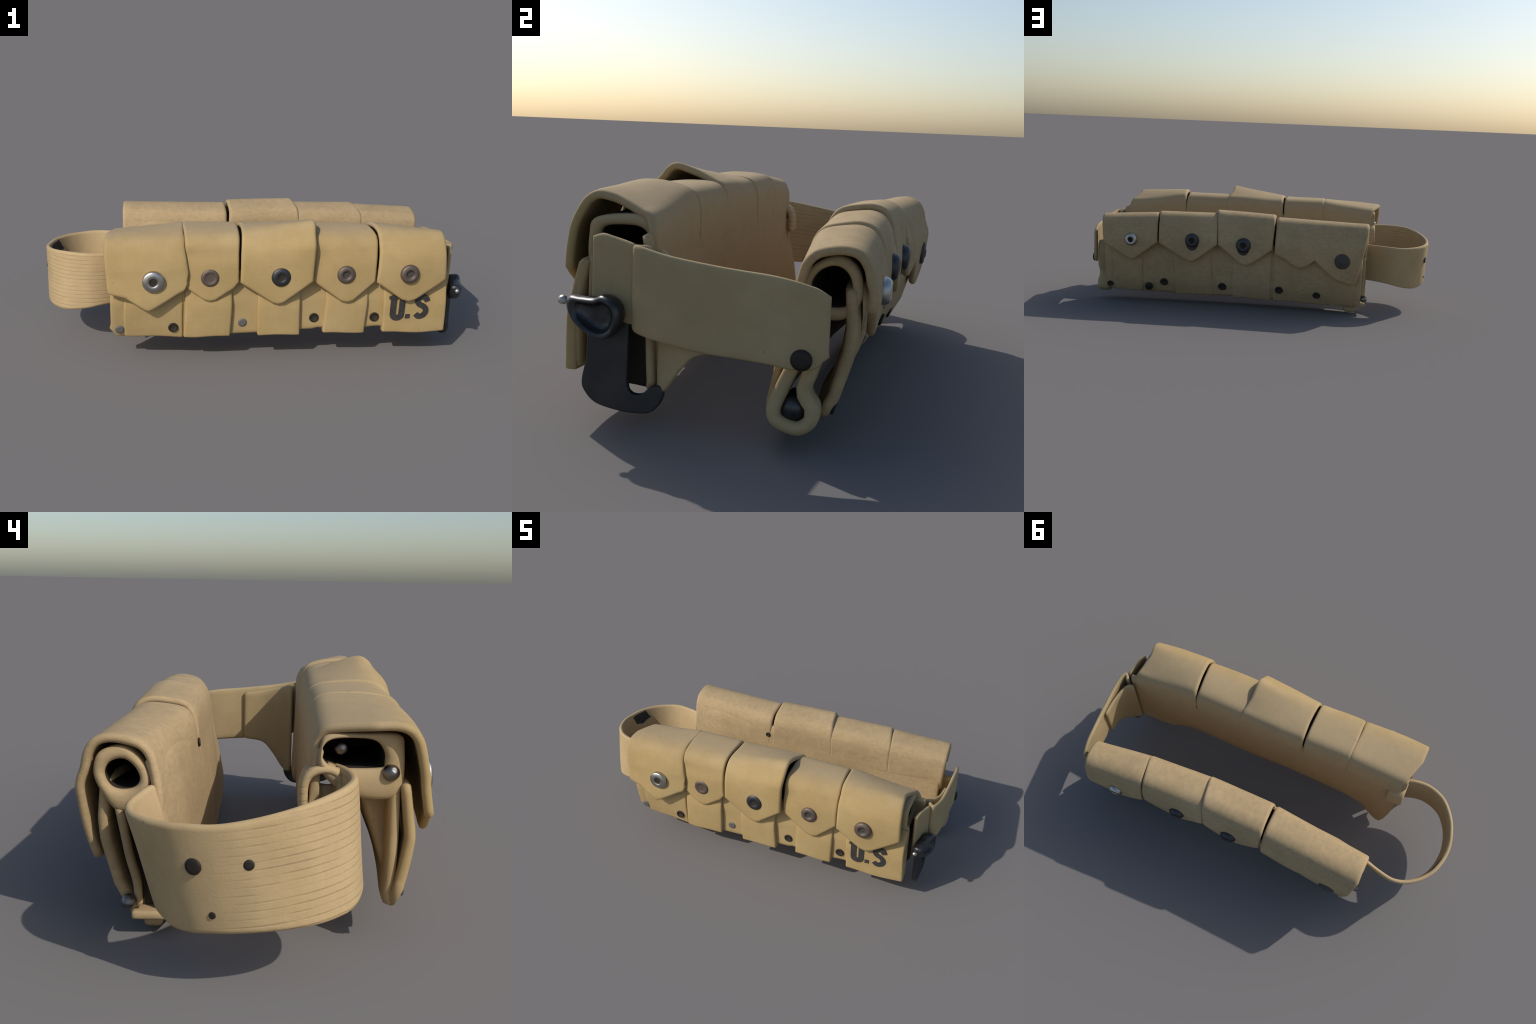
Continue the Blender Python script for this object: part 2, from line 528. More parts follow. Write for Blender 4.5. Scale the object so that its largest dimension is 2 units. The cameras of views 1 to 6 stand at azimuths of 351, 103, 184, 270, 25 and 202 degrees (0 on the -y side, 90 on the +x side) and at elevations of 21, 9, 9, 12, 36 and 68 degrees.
front_flaps = [
    # left(zb,zf,yf,yt), right, xl, xr, bottom outline, bulge
    dict(L=(0.572, 0.578, -0.424, -0.445), R=(0.604, 0.598, -0.430, -0.448),
         xl=[(0, -0.640), (0.25, -0.655), (0.5, -0.712), (0.75, -0.716), (1, -0.702)],
         xr=[(0, -0.348), (0.4, -0.355), (0.6, -0.364), (0.75, -0.360), (0.92, -0.342), (1, -0.350)],
         bottom=[(-0.702, 0.356), (-0.62, 0.338), (-0.535, 0.284), (-0.518, 0.277), (-0.503, 0.281), (-0.44, 0.318), (-0.375, 0.358), (-0.352, 0.372), (-0.342, 0.400)], mid=0.014, snap=(-0.501, -0.452, 0.419)),
    dict(L=(0.606, 0.598, -0.415, -0.427), R=(0.604, 0.602, -0.426, -0.430),
         xl=[(0, -0.356), (0.5, -0.361), (1, -0.356)], xr=[(0, -0.106), (0.5, -0.109), (0.8, -0.116), (1, -0.114)],
         bottom=[(-0.356, 0.376), (-0.27, 0.316), (-0.243, 0.308), (-0.218, 0.314), (-0.135, 0.372), (-0.114, 0.402)], mid=0.006, snap=(-0.246, -0.426, 0.425)),
    dict(L=(0.605, 0.606, -0.430, -0.432), R=(0.617, 0.658, -0.452, -0.454),
         xl=[(0, -0.101), (0.5, -0.096), (0.8, -0.108), (1, -0.108)], xr=[(0, 0.268), (0.25, 0.268), (0.45, 0.236), (1, 0.224)],
         bottom=[(-0.108, 0.400), (0.04, 0.302), (0.068, 0.295), (0.092, 0.302), (0.224, 0.410)], mid=0.004, snap=(0.075, -0.443, 0.432)),
    dict(L=(0.606, 0.594, -0.421, -0.426), R=(0.602, 0.602, -0.428, -0.432),
         xl=[(0, 0.252), (0.25, 0.250), (0.5, 0.232), (1, 0.226)], xr=[(0, 0.524), (0.2, 0.522), (0.4, 0.515), (0.7, 0.528), (1, 0.524)],
         bottom=[(0.226, 0.402), (0.365, 0.303), (0.394, 0.296), (0.42, 0.302), (0.524, 0.396)], mid=0.010, snap=(0.379, -0.436, 0.437)),
    dict(L=(0.612, 0.618, -0.440, -0.440), R=(0.568, 0.602, -0.434, -0.434),
         xl=[(0, 0.512), (0.5, 0.530), (0.7, 0.532), (1, 0.527)], xr=[(0, 0.892), (0.25, 0.890), (0.5, 0.846), (0.75, 0.856), (1, 0.864)],
         bottom=[(0.527, 0.396), (0.655, 0.308), (0.69, 0.299), (0.72, 0.308), (0.84, 0.388), (0.864, 0.406)], mid=0.012, snap=(0.675, -0.456, 0.444)),
]
snaps_front = [(SNAP_SILVER_FLAT, 0.048), (SNAP_BROWN, 0.041), (SNAP_DARK_FLAT, 0.044), (SNAP_BROWN_RING, 0.042), (SNAP_BROWN_RING, 0.044)]
for k, d in enumerate(front_flaps):
    G = flap(fprof(*d['L'], d['xl'][0][1]), fprof(*d['R'], d['xr'][0][1]), d['xl'], d['xr'], d['bottom'], M_front, 1, d['mid'])
    ob = sheet('flap', G, T_FLAP, M_front, side=-1, soft=0.004, freq=6, seed=k * 3.1, soft_from=0.22)
    me, r = snaps_front[k]
    place('snap_button', me, d['snap'], (0, -1, 0.05), r, ob)

# tube body under the flaps, coloured near-black so the slits look shadowed
def blend(A, B, u):
    return [(a[0] * (1 - u) + b[0] * u, a[1] * (1 - u) + b[1] * u) for a, b in zip(A, B)]


# matching rings: lower front, front, top front, top, top back, back, lower back, floor
FL_OUT = [(-0.340, 0.396), (-0.364, 0.430), (-0.364, 0.520), (-0.350, 0.555), (-0.260, 0.558), (-0.175, 0.553), (-0.158, 0.520), (-0.156, 0.470), (-0.200, 0.420), (-0.270, 0.394)]
FL_IN = [(-0.312, 0.472), (-0.318, 0.485), (-0.316, 0.512), (-0.295, 0.538), (-0.255, 0.545), (-0.190, 0.542), (-0.166, 0.525), (-0.164, 0.495), (-0.190, 0.472), (-0.255, 0.468)]
FR_OUT = [(-0.345, 0.400), (-0.366, 0.430), (-0.366, 0.500), (-0.350, 0.545), (-0.260, 0.560), (-0.205, 0.555), (-0.180, 0.520), (-0.172, 0.465), (-0.180, 0.420), (-0.250, 0.392)]
FR_IN = [(-0.325, 0.430), (-0.335, 0.445), (-0.335, 0.500), (-0.318, 0.525), (-0.260, 0.531), (-0.222, 0.527), (-0.200, 0.507), (-0.196, 0.465), (-0.202, 0.438), (-0.250, 0.428)]


def ring_between(A, B, xa, xb, sag=0.0):
    def f(x):
        u = (x - xa) / (xb - xa)
        d = sag * min(1.0, 6 * min(u, 1 - u))
        return spline([(y - (d if y > 0.31 else 0), z) for y, z in blend(A, B, u)], 61, True)[:-1]
    return f


hollow_tube('pouch_tube', np.linspace(-0.680, 0.872, 24), ring_between(FL_OUT, FR_OUT, -0.68, 0.872), ring_between(FL_IN, FR_IN, -0.68, 0.872), M_front, M_painted_shade)

# backing panel: hangs behind the pouches with an arched lower edge
arch = [(-0.660, 0.30), (-0.640, 0.22), (-0.61, 0.090), (-0.585, 0.065), (-0.555, 0.062), (-0.522, 0.08), (-0.47, 0.135), (-0.36, 0.176), (-0.04, 0.205), (0.28, 0.187),
        (0.55, 0.195), (0.60, 0.190), (0.66, 0.155), (0.70, 0.125), (0.76, 0.108), (0.82, 0.110), (0.92, 0.112)]
nx, nz = 80, 26
G = np.zeros((nx, nz, 3))
for i, x in enumerate(np.linspace(-0.660, 0.918, nx)):
    za = curve_interp(arch, x)      # below this line the cloth slopes in toward the pouches
    zb = min(za, curve_interp([(-0.66, 0.30), (-0.64, 0.20), (-0.61, 0.085), (-0.58, 0.062), (-0.45, 0.070), (-0.3, 0.098), (0.3, 0.110), (0.92, 0.108)], x))
    for j, t in enumerate(np.linspace(0, 1, nz)):
        z = 0.52 + (zb - 0.52) * t
        yy = np.interp(z, [0.05, 0.2, 0.35, 0.41], [0.012, 0.006, 0.0005, -0.0005]) - 0.9 * max(0, z - 0.41) ** 2 + wall_front(x)
        yy += 0.038 * np.clip((-0.50 - x) / 0.10, 0, 1) * np.clip((0.36 - z) / 0.2, 0, 1)
        yy -= 0.50 * max(0.0, za - z)
        G[i, j] = (x, yy, z)
sheet('backing_panel', G, 0.024, M_front, side=1)

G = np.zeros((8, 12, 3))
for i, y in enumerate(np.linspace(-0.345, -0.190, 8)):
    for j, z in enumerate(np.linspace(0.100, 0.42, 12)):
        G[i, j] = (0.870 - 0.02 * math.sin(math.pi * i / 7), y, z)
sheet('end_web', G, 0.012, M_painted_shade, side=1)  # sheet closing the hook slot, darkened to give its interior shadow
G = np.zeros((8, 14, 3))
for i, y in enumerate(np.linspace(-0.243, -0.125, 8)):
    for j, z in enumerate(np.linspace(0.085 + 0.03 * (7 - i) / 7, 0.42, 14)):
        G[i, j] = (-0.628 + 0.012 * math.sin(3 * z + i), y, z)
sheet('end_web', G, 0.012, M_front, side=-1)
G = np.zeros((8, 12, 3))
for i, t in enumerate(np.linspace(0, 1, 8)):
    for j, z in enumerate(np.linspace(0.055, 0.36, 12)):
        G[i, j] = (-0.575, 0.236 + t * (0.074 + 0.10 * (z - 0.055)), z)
sheet('end_web', G, 0.012, M_painted_shade, side=-1)  # recessed sheet with the dark of the open row end baked into its colour

# inner panel and front panel hanging below the tube
def flat_panel(name, x0, x1, yfun, top, botpts, t, mat, side, nx=60, nz=24, parent=None, soft=0.002):
    G = np.zeros((nx, nz, 3))
    for i, x in enumerate(np.linspace(x0, x1, nx)):
        zb = curve_interp(botpts, x)
        for j, s in enumerate(np.linspace(0, 1, nz)):
            z = top + (zb - top) * s
            G[i, j] = (x, yfun(x, z), z)
    return sheet(name, G, t, mat, parent, side=side, soft=soft, freq=6)


def curl(x, z):
    return 0.040 * float(np.clip((-0.30 - x) / 0.38, 0, 1)) * float(np.clip((0.30 - z) / 0.19, 0, 1)) ** 1.4


flat_panel('divider_panel', -0.672, 0.884, lambda x, z: np.interp(z, [0.1, 0.42], [-0.368, -0.360]) + 0.3 * curl(x, z), 0.45,
           [(-0.672, 0.112), (-0.60, 0.118), (-0.52, 0.15), (-0.40, 0.18), (-0.1, 0.20), (0.2, 0.20), (0.6, 0.18), (0.80, 0.13), (0.884, 0.112)], 0.030, M_front, -1)
front_panel = flat_panel('front_panel', -0.690, 0.884, lambda x, z: np.interp(z, [0.1, 0.30, 0.44], [-0.401, -0.402, -0.382]) + curl(x, z), 0.44,
           [(-0.690, 0.155), (-0.676, 0.118), (-0.66, 0.110), (-0.52, 0.122), (-0.36, 0.125), (-0.135, 0.130), (-0.02, 0.133), (0.18, 0.145), (0.25, 0.146),
            (0.285, 0.158), (0.30, 0.150), (0.50, 0.148), (0.56, 0.155), (0.58, 0.15), (0.884, 0.14)], 0.026, M_front, -1)

# the pouches taper to a wedge behind the divider
wedge = []
for x, k in [(-0.612, 0.55), (-0.606, 0.8), (-0.595, 0.95), (-0.575, 1.0)] + [(q, 1.0) for q in np.linspace(-0.5, 0.80, 14)] + [(0.84, 0.95), (0.85, 0.7)]:
    zb = curve_interp([(-0.62, 0.130), (-0.52, 0.15), (-0.40, 0.178), (-0.1, 0.195), (0.2, 0.195), (0.6, 0.175), (0.86, 0.13)], x)
    sec = spline([(-0.352, 0.43), (-0.355, 0.30), (-0.360, zb + 0.02), (-0.356, zb + 0.003), (-0.346, zb + 0.008), (-0.322, zb + 0.085), (-0.296, 0.30), (-0.262, 0.39), (-0.250, 0.43)], 40, True)[:-1]
    c = sec.mean(0)
    wedge.append([(x, *(c + (p - c) * k)) for p in sec])
loft('pouch_wedge', wedge, M_front)

# raised pockets: pillowed boxes standing proud of the panel
def pocket(x0, x1, z0, z1, yout, depth, mat, sign, yline=None, parent=None, bevel=0.010, hem=True):
    cx, cz = (x0 + x1) / 2, (z0 + z1) / 2

    def warp(x, y, z):
        X, Z = cx + x, cz + z
        Y = y
        u, w = 2 * x / (x1 - x0), 2 * z / (z1 - z0)
        if y * sign > 0:
            Y += sign * 0.004 * (1 - u * u)
            if hem:
                Y -= sign * 0.004 * math.exp(-((Z - z0 - 0.032) / 0.006) ** 2)
        yl = yline(X, Z) if yline else 0
        Z += 0.003 * math.sin(X * 23)
        X += 0.003 * math.sin(Z * 17 + x0 * 9)
        return (X, yout - sign * depth / 2 + Y + yl, Z)
    return rounded_box('pocket', (x1 - x0, depth, z1 - z0), bevel, mat, parent, warp)


for x0, x1, z0, yo in [(-0.628, -0.362, 0.122, -0.411), (-0.358, -0.142, 0.128, -0.422), (-0.020, 0.180, 0.130, -0.424),
                       (0.296, 0.498, 0.132, -0.419), (0.578, 0.886, 0.130, -0.421)]:
    pocket(x0, x1, z0, 0.43, yo, 0.034, M_front, -1, yline=lambda X, Z: 0.26 * max(0.0, Z - 0.29) + curl(X, Z))

for x, y, z in [(-0.408, -0.4105, 0.176), (0.249, -0.403, 0.209), (0.541, -0.403, 0.207)]:
    place('eyelet', EYELET, (x, y, z), (0, -1, 0), 0.0215, front_panel)
for x, y, z in [(-0.650, -0.3795, 0.156), (-0.088, -0.402, 0.190)]:
    place('rivet', RIVET, (x, y, z), (0, -1, -0.12 if x < -0.5 else 0), 0.020, front_panel)

# stencilled letters on the end pocket
def ink(name, left, right, y=-0.4272, t=0.003):
    """Printed stroke: thin strip of quads between its left and right borders (x,z)."""
    n = len(left)
    verts = [(x, y + d, z) for side in (left, right) for d in (0, t) for x, z in side]
    L0, L1, R0, R1 = 0, n, 2 * n, 3 * n
    faces = []
    for k in range(n - 1):
        faces += [(L0 + k, L0 + k + 1, R0 + k + 1, R0 + k), (L1 + k, R1 + k, R1 + k + 1, L1 + k + 1),
                  (L0 + k, L1 + k, L1 + k + 1, L0 + k + 1), (R0 + k, R0 + k + 1, R1 + k + 1, R1 + k)]
    for k in (0, n - 1):
        faces.append((L0 + k, R0 + k, R1 + k, L1 + k))
    return add_mesh(name, verts, faces, M_ink, front_panel, smooth=False)


def stroke(path, w):
    p = np.array(path)
    d = np.gradient(p, axis=0)
    d /= np.linalg.norm(d, axis=1, keepdims=True)
    nrm = np.stack([-d[:, 1], d[:, 0]], 1)
    return [tuple(q) for q in p + nrm * w / 2], [tuple(q) for q in p - nrm * w / 2]


UX, UZ = 0.644, 0.210
u_path = [(UX - 0.021, UZ + 0.115), (UX - 0.021, UZ + 0.03)] + \
         [(UX + 0.021 * math.sin(a), UZ + 0.018 - 0.017 * math.cos(a)) for a in np.linspace(-1.2, 1.2, 9)] + \
         [(UX + 0.021, UZ + 0.03), (UX + 0.021, UZ + 0.115)]
ink('letter_u', *stroke(spline(u_path, 60), 0.029))
ink('letter_serif', [(UX - 0.045, UZ + 0.112), (UX - 0.002, UZ + 0.112)], [(UX - 0.045, UZ + 0.097), (UX - 0.002, UZ + 0.097)], y=-0.4278)
ink('letter_dot', [(0.686, 0.228), (0.708, 0.228)], [(0.684, 0.206), (0.708, 0.207)])
s_path = spline([(0.787, 0.293), (0.778, 0.311), (0.755, 0.315), (0.739, 0.299), (0.748, 0.279), (0.773, 0.265), (0.784, 0.244), (0.772, 0.222),
                 (0.750, 0.216), (0.735, 0.229)], 60)
ink('letter_s', *stroke(s_path, 0.027))

# ================================================================== BACK ROW
def bow(x):
    return curve_interp([(-0.64, 0.050), (-0.45, 0.041), (-0.1, 0.002), (0.3, -0.012), (0.6, -0.006), (0.93, 0.004)], x)


def wall_back(x):
    return float(np.interp(x, [-0.64, -0.45, -0.1, 0.3, 0.6, 0.92], [0.226, 0.190, 0.158, 0.147, 0.158, 0.186]))


def bprof(zt, x, yf, yt):
    b = bow(x)
    w = wall_back(x)
    return [(w + 0.012, 0.30), (w + 0.0085, 0.36), (w + 0.015, 0.41), (w + 0.022, zt - 0.085), (w + 0.034, zt - 0.045), (w + 0.064, zt - 0.014),
            (0.295 + b, zt), (0.335 + b, zt - 0.001), (0.366 + b, zt - 0.016), (0.387 + b, zt - 0.048), (0.396 + b, zt - 0.085), (yf + 0.002, 0.405),
            (yf, 0.36), (yt, 0.27), (yt - 0.022, 0.19), (yt - 0.035, 0.15)]


back_flaps = [
    dict(L=(0.543, 0.58, 0.398, 0.386), R=(0.522, 0.91, 0.404, 0.388), xl=[(0, 0.608), (0.4, 0.603), (0.7, 0.585), (1, 0.584)],
         xr=[(0, 0.915), (0.4, 0.922), (0.6, 0.918), (1, 0.896)], bottom=[(0.584, 0.376), (0.715, 0.272), (0.734, 0.264), (0.752, 0.273), (0.896, 0.362)], mid=0.0,
         snap=(SNAP_SILVER, 0.037, (0.734, 0.405, 0.389))),
    dict(L=(0.553, 0.28, 0.396, 0.386), R=(0.549, 0.59, 0.393, 0.385), xl=[(0, 0.278), (0.4, 0.258), (0.7, 0.236), (1, 0.234)],
         xr=[(0, 0.618), (0.4, 0.612), (0.62, 0.585), (0.75, 0.576), (1, 0.578)], bottom=[(0.234, 0.380), (0.365, 0.276), (0.391, 0.268), (0.415, 0.276), (0.578, 0.374)], mid=0.0,
         snap=(SNAP_DARK, 0.040, (0.380, 0.398, 0.398))),
    dict(L=(0.561, -0.1, 0.402, 0.389), R=(0.570, 0.26, 0.398, 0.387), xl=[(0, -0.102), (0.4, -0.090), (0.7, -0.094), (1, -0.086)],
         xr=[(0, 0.292), (0.4, 0.270), (0.7, 0.240), (1, 0.230)], bottom=[(-0.086, 0.366), (0.045, 0.270), (0.072, 0.264), (0.098, 0.272), (0.16, 0.325), (0.230, 0.378)], mid=0.006,
         snap=(SNAP_DARK, 0.042, (0.082, 0.408, 0.386))),
    dict(L=(0.535, -0.62, 0.458, 0.446), R=(0.546, -0.1, 0.412, 0.396), xl=[(0, -0.635), (0.35, -0.634), (0.55, -0.626), (0.72, -0.606), (1, -0.566)],
         xr=[(0, -0.108), (0.4, -0.104), (0.7, -0.102), (1, -0.098)],
         bottom=[(-0.566, 0.192), (-0.545, 0.188), (-0.50, 0.196), (-0.46, 0.208), (-0.40, 0.252), (-0.355, 0.295), (-0.327, 0.319), (-0.28, 0.280), (-0.247, 0.266), (-0.22, 0.272), (-0.15, 0.318), (-0.098, 0.342)],
         mid=0.0, snap=(SNAP_FLAT, 0.044, (-0.486, 0.445, 0.328))),
]
for k, d in enumerate(back_flaps):
    G = flap(bprof(*d['L']), bprof(*d['R']), d['xl'], d['xr'], d['bottom'], M_back, -1, d['mid'], nu=56)
    ob = sheet('flap', G, T_FLAP, M_back, side=1, soft=0.003, freq=6, seed=20 + k * 3.1, soft_from=0.25)
    me, r, loc = d['snap']
    place('snap_button', me, loc, (0, 1, -0.06), r, ob)
    if me is SNAP_DARK:      # dark teardrop patch reaching below the snap
        place('snap_dark_patch', SNAP_DARK_PATCH, (loc[0], loc[1] - 0.001, loc[2] - 0.014), (0, 1, -0.10), 0.040, ob, stretch=(0.92, 1.15, 1))


BL_OUT = [(0.345, 0.335), (0.385, 0.380), (0.408, 0.430), (0.400, 0.480), (0.368, 0.502), (0.325, 0.503), (0.285, 0.470), (0.264, 0.425), (0.285, 0.365)]
BL_IN = [(0.338, 0.392), (0.366, 0.402), (0.381, 0.432), (0.372, 0.458), (0.350, 0.471), (0.325, 0.470), (0.302, 0.450), (0.291, 0.420), (0.306, 0.398)]
BR_OUT = [(0.295, 0.330), (0.345, 0.350), (0.366, 0.400), (0.358, 0.455), (0.328, 0.488), (0.285, 0.492), (0.238, 0.465), (0.212, 0.420), (0.235, 0.350)]
BR_IN = [(0.288, 0.362), (0.328, 0.370), (0.340, 0.405), (0.332, 0.443), (0.310, 0.464), (0.282, 0.466), (0.252, 0.448), (0.236, 0.415), (0.250, 0.372)]
hollow_tube('pouch_tube', np.linspace(-0.625, 0.890, 24), ring_between(BL_OUT, BR_OUT, -0.625, 0.890, 0.03), ring_between(BL_IN, BR_IN, -0.625, 0.890), M_back, M_painted_shade)

# twisted inner strip, stud and seam nub at the open end of the row
def end_strip(pts, widths, thick, name, mat):
    c = spline(pts, 40)
    G = np.zeros((40, 6, 3))
    w = np.interp(np.linspace(0, 1, 40), np.linspace(0, 1, len(widths)), widths)
    for i in range(40):
        for j, t in enumerate(np.linspace(0, 1, 6)):
            G[i, j] = c[i] + np.array((w[i] * t, 0.012 * t, 0))
    return sheet(name, G, thick, mat, side=-1)


end_strip([(-0.622, 0.356, 0.350), (-0.622, 0.345, 0.290), (-0.620, 0.330, 0.210), (-0.618, 0.312, 0.140), (-0.616, 0.308, 0.075)], [0.06, 0.10, 0.10, 0.10, 0.08], 0.022, 'end_strip', M_back)
stud = lathe_mesh('round_stud', [(0.3, -1.0, 0), (0.8, -0.6, 0), (1.0, 0, 0), (0.85, 0.5, 0), (0.5, 0.85, 0), (0.05, 1.0, 0)], [M_stud], 24)
place('stud', stud, (-0.620, 0.322, 0.095), (-1, 0.2, 0), 0.021)
rounded_box('seam_nub', (0.075, 0.050, 0.060), 0.016, M_back, warp=lambda x, y, z: (-0.542 + x * (1 + 3 * z), 0.266 + y, 0.030 + z + 0.2 * abs(x)), cuts=3)
rounded_box('seam_hem', (0.20, 0.090, 0.024), 0.010, M_back, warp=lambda x, y, z: (-0.528 + x, 0.272 + y, 0.056 + z - 0.02 * x), cuts=4)
place('stud', stud, (-0.676, -0.333, 0.462), (-1, -0.3, 0.2), 0.022)
place('stud', stud, (-0.640, -0.212, 0.515), (-1, 0, 0), 0.018)

# inner wall facing the wearer
nx, nz = 70, 30
G = np.zeros((nx, nz, 3))
wallbot = [(-0.63, 0.050), (-0.5, 0.040), (-0.3, 0.052), (0.3, 0.060), (0.9, 0.075)]
for i, x in enumerate(np.linspace(-0.632, 0.905, nx)):
    zb = curve_interp(wallbot, x)
    for j, t in enumerate(np.linspace(0, 1, nz)):
        z = 0.48 + (zb - 0.48) * t
        yy = np.interp(z, [0.03, 0.10, 0.2, 0.30, 0.36, 0.40], [-0.018, -0.016, -0.010, 0.0, 0.0075, 0.015]) + 2.0 * max(0, z - 0.38) ** 2
        yy -= 0.030 * np.clip((x - 0.35) / 0.5, 0, 1) * np.clip((0.36 - z) / 0.25, 0, 1)
        G[i, j] = (x, yy + wall_back(x), z)
sheet('backing_panel', G, 0.024, M_back, side=-1)


def yb_panel(x, z):
    return np.interp(z, [0.04, 0.09, 0.13, 0.25, 0.31, 0.42], [0.270, 0.298, 0.320, 0.354, 0.360, 0.352]) + curve_interp([(-0.62, 0.048), (-0.5, 0.040), (-0.3, 0.014), (-0.05, -0.004), (0.1, -0.016), (0.6, -0.024), (0.8, -0.012), (0.9, 0.004)], x)


back_panel = flat_panel('front_panel', -0.600, 0.896, yb_panel, 0.415,
                        [(-0.60, 0.050), (-0.50, 0.040), (-0.352, 0.045), (-0.09, 0.054), (0.17, 0.055), (0.27, 0.052), (0.52, 0.054), (0.67, 0.058), (0.88, 0.074), (0.896, 0.090)], 0.03, M_back, 1, nx=70)
for x0, x1, z0 in [(0.682, 0.853, 0.070), (0.273, 0.497, 0.055), (-0.078, 0.150, 0.050), (-0.560, -0.092, 0.048)]:
    pocket(x0, x1, z0, 0.39, 0.0, 0.026, M_back, 1, yline=lambda X, Z: float(yb_panel(X, Z)) + 0.006, bevel=0.008, hem=False)

for x, z, r in [(0.878, 0.106, 0.017), (0.558, 0.130, 0.022), (0.211, 0.120, 0.023), (-0.126, 0.122, 0.022), (-0.347, 0.106, 0.021)]:
    off = 0.012 if x < -0.09 else 0.002
    place('eyelet', EYELET, (x, float(yb_panel(x, z)) + off, z), (0, 0.9, -0.35), r, back_panel)
place('rivet', RIVET_DARK, (0.649, 0.297, 0.098), (0, 0.9, -0.35), 0.023, back_panel)

place('eyelet', EYELET, (-0.121, wall_back(-0.121) + 0.014, 0.425), (0, -1, 0.1), 0.013, back_panel)

# ================================================================== BELT LOOP
path = [(-0.610, -0.205, 0.472, 0.225), (-0.66, -0.225, 0.474, 0.224), (-0.73, -0.240, 0.475, 0.221), (-0.80, -0.236, 0.474, 0.210), (-0.88, -0.200, 0.470, 0.196), (-0.945, -0.132, 0.455, 0.184),
        (-0.980, -0.065, 0.440, 0.178), (-0.998, 0.015, 0.424, 0.172), (-0.996, 0.085, 0.412, 0.164), (-0.980, 0.150, 0.408, 0.157), (-0.955, 0.200, 0.404, 0.149),
        (-0.910, 0.252, 0.400, 0.145), (-0.847, 0.291, 0.397, 0.155), (-0.777, 0.305, 0.400, 0.172), (-0.70, 0.292, 0.404, 0.183), (-0.62, 0.268, 0.408, 0.188)]
ctr = spline(path, 240)
G = np.zeros((240, 48, 3))
for i, (x, y, zt, zb) in enumerate(ctr):
    for j, t in enumerate(np.linspace(0, 1, 48)):
        z = zb + (zt - zb) * t
        k = i / 239
        lean = np.interp(k, [0, 0.10, 0.30, 0.55, 0.75, 1], [0.0, 0.012, 0.048, 0.050, 0.070, 0.060]) * (1 - t)
        tuck = np.interp(k, [0, 0.3, 0.55, 0.8, 1], [0, 0.0, 0.010, 0.008, 0]) * (1 - t)
        G[i, j] = (x + tuck, y - lean, z)
loop = sheet('belt_loop', G, 0.020, M_loop, side=-1, soft=0.003, freq=6)
loop.data.materials.append(M_ink)
for p in loop.data.polygons:       # old black stain on the inside of the loop
    c, nrm = p.center, p.normal
    inside = nrm.x * 0.8 - nrm.y * 0.3 > 0.3
    if inside and 0.085 < c.y + 0.35 * (c.z - 0.35) < 0.185 and 0.322 + 0.45 * abs(c.y - 0.13) < c.z < 0.398 and c.x > -0.99:
        p.material_index = 1
LOOP_DENT = lathe_mesh('dark_dent', [(1.0, -0.3, 0), (1.02, 0.02, 0), (0.92, 0.14, 0), (0.5, 0.17, 0), (0.05, 0.17, 0)], [M_black], 28)
place('rivet', LOOP_DENT, (-0.9775, 0.130, 0.316), (-1, 0.36, 0), 0.019, loop)
place('rivet', LOOP_DENT, (-0.9965, 0.010, 0.328), (-1, 0.02, 0), 0.012, loop)
place('rivet', LOOP_DENT, (-0.9800, 0.088, 0.206), (-1, 0.32, 0), 0.008, loop)

swept_pts = [(-0.640, -0.215, 0.345), (-0.640, -0.222, 0.440), (-0.640, -0.190, 0.474), (-0.640, -0.140, 0.470), (-0.640, -0.112, 0.435), (-0.640, -0.108, 0.36)]
c = spline(swept_pts, 40)
G = np.zeros((40, 6, 3))
for i in range(40):
    for j, t in enumerate(np.linspace(-0.5, 0.5, 6)):
        G[i, j] = c[i] + np.array((0.085 * t, 0, 0))
sheet('loop_keeper', G, 0.022, M_loop, side=-1)

# ================================================================== BUCKLE STRAP
spath = [(0.915, -0.335, 0.505, 0.30), (0.926, -0.300, 0.512, 0.295), (0.940, -0.245, 0.503, 0.29), (0.952, -0.200, 0.493, 0.285)]
G = np.zeros((16, 12, 3))
for i, (x, y, zt, zb) in enumerate(spline(spath, 16)):
    for j, t in enumerate(np.linspace(0, 1, 12)):
        G[i, j] = (x, y, zb + (zt - zb) * t)
sheet('strap_tab', G, 0.018, M_strap, side=1, soft=0.002)
spath = [(0.925, -0.168, 0.492, 0.27), (0.945, -0.196, 0.494, 0.275), (0.964, -0.200, 0.495, 0.275), (0.982, -0.170, 0.492, 0.268), (0.991, -0.10, 0.478, 0.256), (0.993, 0.0, 0.465, 0.243), (0.993, 0.08, 0.457, 0.238), (0.992, 0.16, 0.450, 0.232),
         (0.991, 0.22, 0.440, 0.224), (0.985, 0.27, 0.426, 0.230), (0.981, 0.303, 0.408, 0.262)]
G = np.zeros((60, 14, 3))
for i, (x, y, zt, zb) in enumerate(spline(spath, 60)):
    for j, t in enumerate(np.linspace(0, 1, 14)):
        G[i, j] = (x, y, zb + (zt - zb) * t)
strap = sheet('strap', G, 0.018, M_strap, side=1, soft=0.002)
place('rivet', RIVET_DARK, (0.990, 0.240, 0.252), (1, 0.0, 0), 0.026, strap)

